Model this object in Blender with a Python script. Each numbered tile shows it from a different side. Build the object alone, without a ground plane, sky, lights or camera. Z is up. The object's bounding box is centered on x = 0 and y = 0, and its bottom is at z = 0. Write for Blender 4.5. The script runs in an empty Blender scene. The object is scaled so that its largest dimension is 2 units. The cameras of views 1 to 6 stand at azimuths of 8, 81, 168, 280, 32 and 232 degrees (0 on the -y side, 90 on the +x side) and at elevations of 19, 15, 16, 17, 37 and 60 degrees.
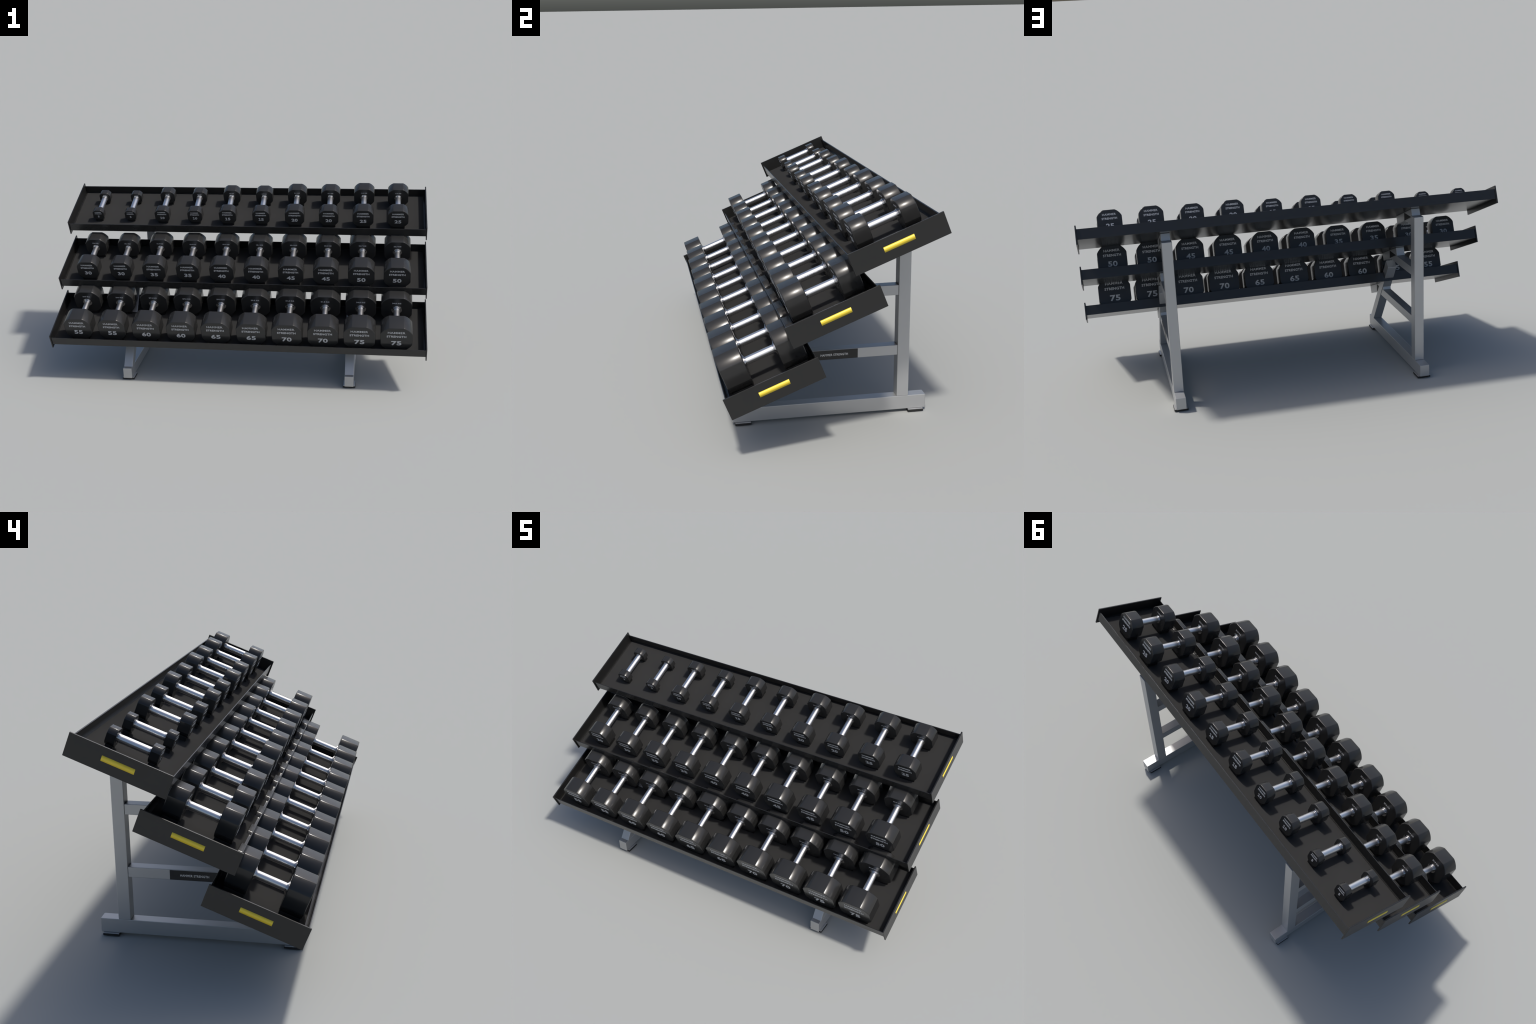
"""Three-tier dumbbell rack with thirty dumbbells, built from measured sizes.

Frame: metres, z up, x along the trays, front of the rack towards -y.
Every tray is a U-channel tilted back-up by TILT; things lying on a tray are
modelled in the tray frame (x along, y = up the slope, z = off the tray floor).
"""
import bpy, bmesh, math
from mathutils import Matrix, Vector

TILT = math.radians(21.8)

# ------------------------------------------------------------------ helpers
def link(obj, parent=None):
    bpy.context.scene.collection.objects.link(obj)
    if parent is not None:
        obj.parent = parent
    return obj

def empty(name, matrix=None):
    o = bpy.data.objects.new(name, None)
    o.empty_display_size = 0.05
    link(o)
    if matrix is not None:
        o.matrix_world = matrix
    return o

def mesh_from_bm(name, bm, mat, smooth_angle=None):
    bmesh.ops.recalc_face_normals(bm, faces=bm.faces)
    me = bpy.data.meshes.new(name)
    bm.to_mesh(me)
    bm.free()
    me.materials.append(mat)
    if smooth_angle is not None:
        me.shade_smooth()
        if smooth_angle < math.pi:
            me.set_sharp_from_angle(angle=smooth_angle)
    return me

def harden(me):
    """Keep the big flats flat: each vertex takes the normal of its largest face."""
    best = [(0.0, None)] * len(me.vertices)
    for poly in me.polygons:
        for vi in poly.vertices:
            if poly.area > best[vi][0]:
                best[vi] = (poly.area, poly.normal.copy())
    me.shade_smooth()
    me.normals_split_custom_set_from_vertices([b[1] for b in best])
    return me

def bevel_bm(bm, width, segments=2):
    bmesh.ops.bevel(bm, geom=list(bm.edges), offset=width, segments=segments,
                    profile=0.5, affect='EDGES')

def box_mesh(name, x0, x1, y0, y1, z0, z1, mat, bevel=0.0, segments=2):
    bm = bmesh.new()
    bmesh.ops.create_cube(bm, size=1.0)
    for v in bm.verts:
        v.co = Vector((x0 if v.co.x < 0 else x1,
                       y0 if v.co.y < 0 else y1,
                       z0 if v.co.z < 0 else z1))
    if bevel:
        bevel_bm(bm, bevel, segments)
    me = mesh_from_bm(name, bm, mat)
    return harden(me) if bevel else me

def prism_mesh(name, profile, x0, x1, mat, bevel=0.0, segments=2):
    """Extrude a closed (y, z) profile along x."""
    bm = bmesh.new()
    a = [bm.verts.new((x0, y, z)) for y, z in profile]
    b = [bm.verts.new((x1, y, z)) for y, z in profile]
    n = len(profile)
    bm.faces.new(a)
    bm.faces.new(list(reversed(b)))
    for i in range(n):
        j = (i + 1) % n
        bm.faces.new((a[i], b[i], b[j], a[j]))
    bmesh.ops.recalc_face_normals(bm, faces=bm.faces)
    if bevel:
        bevel_bm(bm, bevel, segments)
    me = mesh_from_bm(name, bm, mat)
    return harden(me) if bevel else me

def lathe_mesh(name, profile, mat, steps=48):
    """Revolve (y, r) points around the y axis."""
    bm = bmesh.new()
    rings = []
    for y, r in profile:
        rings.append([bm.verts.new((r * math.cos(2 * math.pi * k / steps), y,
                                    r * math.sin(2 * math.pi * k / steps)))
                      for k in range(steps)])
    for p, q in zip(rings, rings[1:]):
        for k in range(steps):
            m = (k + 1) % steps
            bm.faces.new((p[k], p[m], q[m], q[k]))
    bm.faces.new(rings[0])
    bm.faces.new(list(reversed(rings[-1])))
    return mesh_from_bm(name, bm, mat, math.radians(38))

# ---------------------------------------------------------------- materials
def material(name, colour, rough, metallic=0.0, specular=0.5, vary=0.12,
             scale=14.0, bump=0.0, bump_scale=900.0, rough_vary=0.0, coat=0.0):
    m = bpy.data.materials.new(name)
    m.use_nodes = True
    nt = m.node_tree
    bsdf = nt.nodes['Principled BSDF']
    bsdf.inputs['Metallic'].default_value = metallic
    bsdf.inputs['Roughness'].default_value = rough
    bsdf.inputs['Specular IOR Level'].default_value = specular
    bsdf.inputs['Coat Weight'].default_value = coat
    bsdf.inputs['Coat Roughness'].default_value = 0.06
    tc = nt.nodes.new('ShaderNodeTexCoord')
    noise = nt.nodes.new('ShaderNodeTexNoise')
    noise.inputs['Scale'].default_value = scale
    noise.inputs['Detail'].default_value = 4.0
    nt.links.new(tc.outputs['Object'], noise.inputs['Vector'])
    ramp = nt.nodes.new('ShaderNodeValToRGB')
    lo = [c * (1 - vary) for c in colour] + [1]
    hi = [c * (1 + vary) for c in colour] + [1]
    ramp.color_ramp.elements[0].position = 0.3
    ramp.color_ramp.elements[0].color = lo
    ramp.color_ramp.elements[1].position = 0.7
    ramp.color_ramp.elements[1].color = hi
    nt.links.new(noise.outputs['Fac'], ramp.inputs['Fac'])
    nt.links.new(ramp.outputs['Color'], bsdf.inputs['Base Color'])
    if rough_vary:
        mr = nt.nodes.new('ShaderNodeMapRange')
        mr.inputs['To Min'].default_value = rough - rough_vary
        mr.inputs['To Max'].default_value = rough + rough_vary
        nt.links.new(noise.outputs['Fac'], mr.inputs['Value'])
        nt.links.new(mr.outputs['Result'], bsdf.inputs['Roughness'])
    if bump:
        n2 = nt.nodes.new('ShaderNodeTexNoise')
        n2.inputs['Scale'].default_value = bump_scale
        nt.links.new(tc.outputs['Object'], n2.inputs['Vector'])
        b = nt.nodes.new('ShaderNodeBump')
        b.inputs['Strength'].default_value = bump
        b.inputs['Distance'].default_value = 0.0004
        nt.links.new(n2.outputs['Fac'], b.inputs['Height'])
        nt.links.new(b.outputs['Normal'], bsdf.inputs['Normal'])
    return m

TRAY_PAINT = material('black_powder_coat', (0.017, 0.0168, 0.0165), 0.25, vary=0.04, scale=5)
LINER = material('matt_black_liner', (0.0345, 0.0345, 0.0345), 0.8, specular=0.0, vary=0.05, scale=5)
PLATE_PAINT = material('charcoal_plate_paint', (0.0122, 0.0122, 0.0122), 0.33, vary=0.04, scale=5)
RUBBER = material('black_urethane', (0.0235, 0.0235, 0.0235), 0.26, specular=0.33, vary=0.06, scale=9, coat=0.12)
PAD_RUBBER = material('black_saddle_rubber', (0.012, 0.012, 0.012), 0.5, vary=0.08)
FOOT_RUBBER = material('black_foot_rubber', (0.010, 0.010, 0.010), 0.6, vary=0.08)
STEEL_PAINT = material('silver_frame_paint', (0.455, 0.46, 0.465), 0.42, metallic=0.6, vary=0.03, scale=4)
CHROME = material('polished_chrome', (0.84, 0.84, 0.85), 0.14, metallic=1.0, vary=0.02)
BAR_STEEL = material('satin_steel', (0.74, 0.74, 0.75), 0.36, metallic=1.0, vary=0.02)
PRINT = material('grey_print', (0.47, 0.475, 0.49), 0.5, vary=0.03)
LABEL = material('black_label', (0.011, 0.011, 0.011), 0.45, vary=0.04)
LABEL_PRINT = material('white_label_print', (0.62, 0.62, 0.62), 0.5, vary=0.03)
YELLOW = material('yellow_grip_plastic', (0.82, 0.62, 0.045), 0.38, vary=0.03)

# ------------------------------------------------------------------ lettering
TEXT_CACHE = {}

def text_outline(body):
    """Mesh of a word in the built-in font, thickened to a bold face, normalised
    to the box 1 x 1 centred on the origin in its own XY plane."""
    if body in TEXT_CACHE:
        return TEXT_CACHE[body]
    cu = bpy.data.curves.new('lettering_curve', 'FONT')
    cu.body = body
    cu.size = 1.0
    cu.resolution_u = 3
    cu.offset = 0.014 if 'M' in body else 0.030
    cu.extrude = 0.5
    cu.space_character = 1.06
    ob = bpy.data.objects.new('lettering_source', cu)
    bpy.context.scene.collection.objects.link(ob)
    dg = bpy.context.evaluated_depsgraph_get()
    me = bpy.data.meshes.new_from_object(ob.evaluated_get(dg))
    bpy.data.objects.remove(ob)
    bpy.data.curves.remove(cu)
    xs = [v.co.x for v in me.vertices]
    ys = [v.co.y for v in me.vertices]
    x0, x1, y0, y1 = min(xs), max(xs), min(ys), max(ys)
    for v in me.vertices:
        v.co.x = (v.co.x - (x0 + x1) / 2) / (x1 - x0)
        v.co.y = (v.co.y - (y0 + y1) / 2) / (y1 - y0)
    TEXT_CACHE[body] = me
    return me

def lettering_mesh(name, lines, mat, depth):
    """lines: (word, centre, right vector, up vector, width, height)."""
    bm = bmesh.new()
    for body, centre, right, up, width, height in lines:
        me = text_outline(body)
        out = right.cross(up)
        vs = [bm.verts.new(centre + right * (v.co.x * width) + up * (v.co.y * height)
                           + out * (v.co.z * depth)) for v in me.vertices]
        for p in me.polygons:
            try:
                bm.faces.new([vs[i] for i in p.vertices])
            except ValueError:
                pass
    res = bpy.data.meshes.new(name)
    bm.to_mesh(res)
    bm.free()
    res.materials.append(mat)
    return res

ONE = [(-0.42, -0.5), (0.46, -0.5), (0.46, -0.33), (0.22, -0.33), (0.22, 0.5),
       (-0.06, 0.5), (-0.42, 0.40), (-0.42, 0.23), (-0.06, 0.31), (-0.06, -0.33), (-0.42, -0.33)]

def numeral_one():
    """The footed figure one that the built-in font lacks."""
    bm = bmesh.new()
    a = [bm.verts.new((x, y, 0.5)) for x, y in ONE]
    b = [bm.verts.new((x, y, -0.5)) for x, y in ONE]
    bm.faces.new(a)
    bm.faces.new(list(reversed(b)))
    for i in range(len(ONE)):
        j = (i + 1) % len(ONE)
        bm.faces.new((a[j], a[i], b[i], b[j]))
    me = bpy.data.meshes.new('numeral_one')
    bm.to_mesh(me)
    bm.free()
    return me

X, Y, Z = Vector((1, 0, 0)), Vector((0, 1, 0)), Vector((0, 0, 1))

# ============================================================== DUMBBELL RACK
rack = empty('dumbbell_rack')
rack['label'] = 'silver steel rack with three tilted black trays'
rack['category'] = 'weight rack'

# ---- frame: a pair of mirrored side frames
FRAME_X = 0.6018          # centre plane of a side frame
WIDE = 0.0237             # half width of base, post and leg tubes
SLIM = 0.0215             # half width of rails and tray brackets
BASE_Y = (-0.3545, 0.4420)
BASE_Z = (0.0108, 0.0688)
POST_Y = (0.3203, 0.3692)
POST_TOP = 0.802
RAIL_H = (0.2485, 0.2902)
TIER = (0.2227, 0.2521)   # step from tray to tray in y and z
LEG_ANGLE = math.radians(55.2)
LEG_WIDTH = 0.0440

base_me = box_mesh('base_tube', -WIDE, WIDE, *BASE_Y, *BASE_Z, STEEL_PAINT, 0.0022)
post_me = box_mesh('upright_post', -WIDE, WIDE, *POST_Y, BASE_Z[1], POST_TOP, STEEL_PAINT, 0.0022)

d = Vector((math.cos(LEG_ANGLE), math.sin(LEG_ANGLE)))
p = Vector((d.y, -d.x))
foot = Vector((-0.3330, BASE_Z[1]))
top = foot + d * 0.489
leg_me = prism_mesh('slanted_leg', [foot[:], (foot.x + LEG_WIDTH / d.y, foot.y),
                                   (top + p * LEG_WIDTH - d * 0.008)[:], top[:]],
                    -WIDE, WIDE, STEEL_PAINT, 0.0022)
foot_pad_me = box_mesh('rubber_foot', -0.033, 0.033, -0.0328, 0.0328, 0.0, 0.0078, FOOT_RUBBER, 0.0015)
foot_plate_me = box_mesh('foot_plate', -0.0315, 0.0315, -0.0313, 0.0313, 0.0078, BASE_Z[0], STEEL_PAINT, 0.001)
BRACKET_Y = (-0.112, 0.1165)
BRACKET_Z = (-0.0637, -0.0217)
bracket_me = box_mesh('tray_bracket', -SLIM, SLIM, *BRACKET_Y, *BRACKET_Z, STEEL_PAINT, 0.0018)
rail_mes = [box_mesh('cross_rail', -SLIM, SLIM, -0.2205 + TIER[0] * k, POST_Y[0],
                     RAIL_H[0] + TIER[1] * k, RAIL_H[1] + TIER[1] * k, STEEL_PAINT, 0.0018)
            for k in range(3)]

TRAY_C = [Vector((0, -0.2414, 0.3059)), Vector((0, -0.0188, 0.5579)), Vector((0, 0.2039, 0.8101))]
TRAY_M = [Matrix.Translation(c) @ Matrix.Rotation(TILT, 4, 'X') for c in TRAY_C]

LABEL_Y = (-0.036, 0.1562)
for side in (-1, 1):
    def put(name, me, x=side * FRAME_X, y=0.0, parent=rack):
        o = bpy.data.objects.new(name, me)
        link(o, parent)
        o.location = (x, y, 0)
        return o
    put('base_tube', base_me)
    put('upright_post', post_me)
    put('slanted_leg', leg_me)
    for fy in (-0.3115, 0.4000):
        f = put('rubber_foot', foot_pad_me, y=fy)
        pl = bpy.data.objects.new('foot_plate', foot_plate_me)
        link(pl, f)
    rails = [put('cross_rail', me) for me in rail_mes]
    # maker's label on the outer face of the lowest rail
    xf = side * SLIM
    lab = box_mesh('rail_label', min(xf, xf + side * 0.0012), max(xf, xf + side * 0.0012),
                   *LABEL_Y, RAIL_H[0] + 0.0010, RAIL_H[1] - 0.0022, LABEL)
    link(bpy.data.objects.new('rail_label', lab), rails[0])
    right = Y * side
    txt = lettering_mesh('rail_lettering',
                         [('HAMMER STRENGTH', Vector((xf + side * 0.0014, 0.0600, 0.2690)),
                           right, Z, 0.1115, 0.0094)], LABEL_PRINT, 0.0006)
    link(bpy.data.objects.new('rail_lettering', txt), rails[0])
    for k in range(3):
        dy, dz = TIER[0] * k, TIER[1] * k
        g = prism_mesh('overlap_shade_prism', [(-0.2200 + dy, RAIL_H[1] - 0.0012 + dz), (-0.2195 + dy, 0.2482 + dz),  # black prism modelled for the dark shading where rail and bracket faces coincide
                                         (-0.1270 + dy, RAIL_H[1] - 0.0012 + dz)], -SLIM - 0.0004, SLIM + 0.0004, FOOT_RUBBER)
        put('overlap_shade_prism', g)
    for m in TRAY_M:
        b = bpy.data.objects.new('tray_bracket', bracket_me)
        link(b, rack)
        b.matrix_local = Matrix.Translation((side * FRAME_X, 0, 0)) @ m

# ---- trays
T_HALF = 0.1780           # half depth of the channel
T_BACK = 0.1792           # the rear wall is folded a touch thicker
T_LOW, T_HIGH = -0.0215, 0.0258
SHEET = 0.0035
FLOOR = T_LOW + SHEET
LINER_T = 0.0008
X_IN, X_OUT = 0.9925, 0.9985
channel_me = prism_mesh('tray', [(-T_HALF, T_HIGH), (-T_HALF, T_LOW), (T_BACK, T_LOW), (T_BACK, T_HIGH + 0.0005),
                                 (T_HALF - SHEET, T_HIGH + 0.0005), (T_HALF - SHEET, FLOOR),
                                 (-T_HALF + SHEET, FLOOR), (-T_HALF + SHEET, T_HIGH)],
                        -X_IN, X_IN, TRAY_PAINT, 0.0006, 1)
liner_me = box_mesh('tray_liner', -X_IN + 0.009, X_IN - 0.009, -T_HALF + SHEET + 0.009, T_HALF - SHEET - 0.007,
                    FLOOR - 0.0003, FLOOR + LINER_T, LINER)
plate_mes = {s: box_mesh('end_plate', min(s * X_IN, s * X_OUT), max(s * X_IN, s * X_OUT),
                         -0.1835, 0.1840, -0.0432, 0.0423, PLATE_PAINT, 0.0006, 1) for s in (-1, 1)}

def grip_mesh(side):
    """Low half-round yellow grip strip; its normals roll over like a full round."""
    half_l, half_h, mid, rise, n = 0.0588, 0.0110, 0.0024, 0.0015, 10
    bm = bmesh.new()
    ends = []
    for yy in (-half_l, half_l):
        ring = []
        for i in range(n + 1):
            t = -1 + 2 * i / n
            ring.append(bm.verts.new((side * (X_OUT - 0.0005 + (rise + 0.0005) * (1 - abs(t) ** 3.0)), yy, mid + t * half_h)))
        ends.append(ring)
    for i in range(n):
        bm.faces.new((ends[0][i], ends[1][i], ends[1][i + 1], ends[0][i + 1]))
    bm.faces.new(ends[0])
    bm.faces.new(list(reversed(ends[1])))
    me = mesh_from_bm('grip_strip', bm, YELLOW, math.pi)
    nrm = []
    for poly in me.polygons:
        for li in poly.loop_indices:
            co = me.vertices[me.loops[li].vertex_index].co
            if abs(poly.normal.y) > 0.9:
                nrm.append(poly.normal[:])
            else:
                a = math.radians(74) * (co.z - mid) / half_h
                nrm.append((side * math.cos(a), 0, math.sin(a)))
    me.normals_split_custom_set(nrm)
    return me

grip_mes = {s: grip_mesh(s) for s in (-1, 1)}
trays = []
for m in TRAY_M:
    t = bpy.data.objects.new('tray', channel_me)
    link(t, rack)
    t.matrix_local = m
    trays.append(t)
    link(bpy.data.objects.new('tray_liner', liner_me), t)
    for s in (-1, 1):
        link(bpy.data.objects.new('end_plate', plate_mes[s]), t)
        link(bpy.data.objects.new('grip_strip', grip_mes[s]), t)

# ================================================================= DUMBBELLS
# weight in pounds -> (half size across the flats, half overall length)
SIZES = {5: (0.0315, 0.0955), 10: (0.0405, 0.1075), 15: (0.0470, 0.1145), 20: (0.0523, 0.1205),
         25: (0.0555, 0.1245), 30: (0.0590, 0.1285), 35: (0.0620, 0.1320), 40: (0.0648, 0.1350),
         45: (0.0667, 0.1375), 50: (0.0692, 0.1410), 55: (0.0722, 0.1440), 60: (0.0742, 0.1470),
         65: (0.0763, 0.1490), 70: (0.0783, 0.1525), 75: (0.0800, 0.1550)}
INNER = 0.0622            # half length of the bare handle
REST = -0.0040            # height at which the heads lie above the tray frame
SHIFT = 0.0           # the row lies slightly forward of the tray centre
PITCH = 0.1872
BAR_R = 0.0156

def dumbbell_size(w):
    h, o = SIZES[w]
    return h + 0.0007, o + 0.0019

def head_outline(h):
    """Round disc of radius 1.105 h with four flats at distance h; the corners
    between flat and arc carry a narrow chamfer."""
    R = 1.105 * h
    a0 = math.acos(h / R)
    chord = math.sqrt(R * R - h * h)
    c = 0.028 * h
    pts, dirs = [], []
    for q in range(4):
        base = q * math.pi / 2
        def rot(x, y):
            return (x * math.cos(base) - y * math.sin(base), x * math.sin(base) + y * math.cos(base))
        pts.append(rot(h, -(chord - c)))
        pts.append(rot(h, chord - c))
        dirs += [rot(1, -0.05), rot(1, 0.05)]
        da = c / R
        lo, hi = a0 + da, math.pi / 2 - a0 - da
        steps = 8
        for i in range(steps + 1):
            a = lo + (hi - lo) * i / steps
            pts.append(rot(R * math.cos(a), R * math.sin(a)))
            dirs.append(rot(math.cos(a), math.sin(a)))
    return pts, dirs

def head_mesh(h, y0, y1):
    """Loft the outline from face to face with rounded rims.  The normals are set
    from the design: flats and arcs are faintly domed from face to face, rims and
    creases roll over."""
    b = min(0.0035, 0.055 * h)
    outline, dirs = head_outline(h)
    near = [(y0, b + 0.0012, -1.0)]                 # (y, inset, sine of rim roll)
    for k in range(4):
        a = math.pi / 2 * (3 - k) / 3
        near.append((y0 + b * (1 - math.sin(a)), b * (1 - math.cos(a)), -max(math.sin(a), 0.13)))
    far = [(y0 + y1 - y, off, -sn) for y, off, sn in reversed(near)]
    bm = bmesh.new()
    rings, normals = [], []
    for y, off, sn in near + far:
        k, cs = (h - off) / h, math.sqrt(max(0.0, 1 - sn * sn))
        rings.append([bm.verts.new((px * k, y, pz * k)) for px, pz in outline])
        normals += [Vector((dx * cs, sn, dz * cs)) for dx, dz in dirs]
    n = len(outline)
    for r, s in zip(rings, rings[1:]):
        for i in range(n):
            j = (i + 1) % n
            bm.faces.new((r[i], r[j], s[j], s[i]))
    bm.faces.new(rings[0])
    bm.faces.new(list(reversed(rings[-1])))
    me = mesh_from_bm('weight_head', bm, RUBBER, math.pi)
    me.normals_split_custom_set_from_vertices(normals)
    return me

def handle_mesh():
    half = [(0.0, BAR_R), (0.0530, BAR_R), (0.0536, BAR_R - 0.0008), (0.0580, BAR_R - 0.0008)]
    return lathe_mesh('handle', [(-y, r) for y, r in reversed(half)] + half[1:], BAR_STEEL)

def collar_mesh(h, side):
    flange = max(0.0186, 0.0195 + 0.37 * (h - 0.0569))
    mid = (BAR_R + flange) / 2
    prof = [(0.0543, BAR_R - 0.0012)]
    # three stepped rings with rounded rims, growing towards the head
    for y0, y1, r in ((0.0545, 0.0567, BAR_R + 0.0018), (0.0573, 0.0594, max(mid, BAR_R + 0.0008)), (0.0600, INNER + 0.003, flange)):
        w = (min(y1, INNER) - y0)
        prof += [(y0, r - 0.0016), (y0 + 0.0003, r - 0.0007), (y0 + 0.30 * w, r - 0.0001), (y0 + 0.5 * w, r),
                 (y0 + 0.75 * w, r - 0.0001), (y1, r - 0.0005)]
        prof += [(y1 + 0.0002, r - 0.0014)]
    return lathe_mesh('collar', [(side * y, r) for y, r in prof], CHROME)

HANDLE = handle_mesh()

def build_meshes(w):
    h, o = dumbbell_size(w)
    kg = '%.1f KG' % (math.floor(w * 4.5359237 + (0.0 if w == 25 else 0.5)) / 10.0)
    out = {}
    out['front'] = head_mesh(h, -o, -INNER)
    out['rear'] = head_mesh(h, INNER, o)
    out['collars'] = [collar_mesh(h, -1), collar_mesh(h, 1)]
    TEXT_CACHE.setdefault('one', numeral_one())
    def face_text(side):
        right = X if side < 0 else -X
        y = side * (o + 0.0002)
        yi = side * (INNER - 0.0002)
        num = str(w)
        wide = (0.64 if len(num) == 2 else 0.29) * h
        mid = Vector((0, y, -0.31 * h))
        if num[0] == '1':
            figures = [('one', mid - right * (0.26 * wide), right, Z, 0.44 * wide, 0.375 * h),
                       (num[1], mid + right * (0.26 * wide), right, Z, 0.46 * wide, 0.375 * h)]
        else:
            figures = [(num, mid, right, Z, wide, 0.375 * h)]
        return figures + [('HAMMER', Vector((0, y, 0.61 * h)), right, Z, 1.09 * h, 0.168 * h),
                ('STRENGTH', Vector((0, y, 0.28 * h)), right, Z, 1.22 * h, 0.172 * h),
                (kg, Vector((0, yi, 0.56 * h)), -right, Z, 0.57 * h, 0.105 * h)]
    out['front_text'] = lettering_mesh('head_lettering', face_text(-1), PRINT, 0.0008)
    out['rear_text'] = lettering_mesh('head_lettering', face_text(1), PRINT, 0.0008)
    yc = (o + INNER) / 2
    half_t = (o - INNER) / 2
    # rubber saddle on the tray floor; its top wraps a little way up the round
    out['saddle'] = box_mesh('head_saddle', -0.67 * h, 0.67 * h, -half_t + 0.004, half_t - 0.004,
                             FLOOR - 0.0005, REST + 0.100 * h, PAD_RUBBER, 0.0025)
    out['yc'] = yc
    return out

weight = 5
for k, tray_index in enumerate((2, 1, 0)):
    for i in range(10):
        w = 5 + 25 * k + 5 * (i // 2)
        if i % 2 == 0:
            kit = build_meshes(w)
        h, o = dumbbell_size(w)
        local = Matrix.Translation(((i - 4.5) * PITCH, SHIFT, REST + h))
        bell = empty('dumbbell', TRAY_M[tray_index] @ local)
        bell['label'] = 'black round-sided dumbbell with chrome handle and grey lettering'
        bell['category'] = 'dumbbell'
        bar = link(bpy.data.objects.new('handle', HANDLE), bell)
        for me in kit['collars']:
            link(bpy.data.objects.new('collar', me), bar)
        for part, txt in (('front', 'front_text'), ('rear', 'rear_text')):
            hd = link(bpy.data.objects.new('weight_head', kit[part]), bell)
            link(bpy.data.objects.new('head_lettering', kit[txt]), hd)
        for sgn in (-1, 1):
            s = link(bpy.data.objects.new('head_saddle', kit['saddle']), trays[tray_index])
            s.location = ((i - 4.5) * PITCH, SHIFT + sgn * kit['yc'], 0)

for me in list(TEXT_CACHE.values()):
    bpy.data.meshes.remove(me)
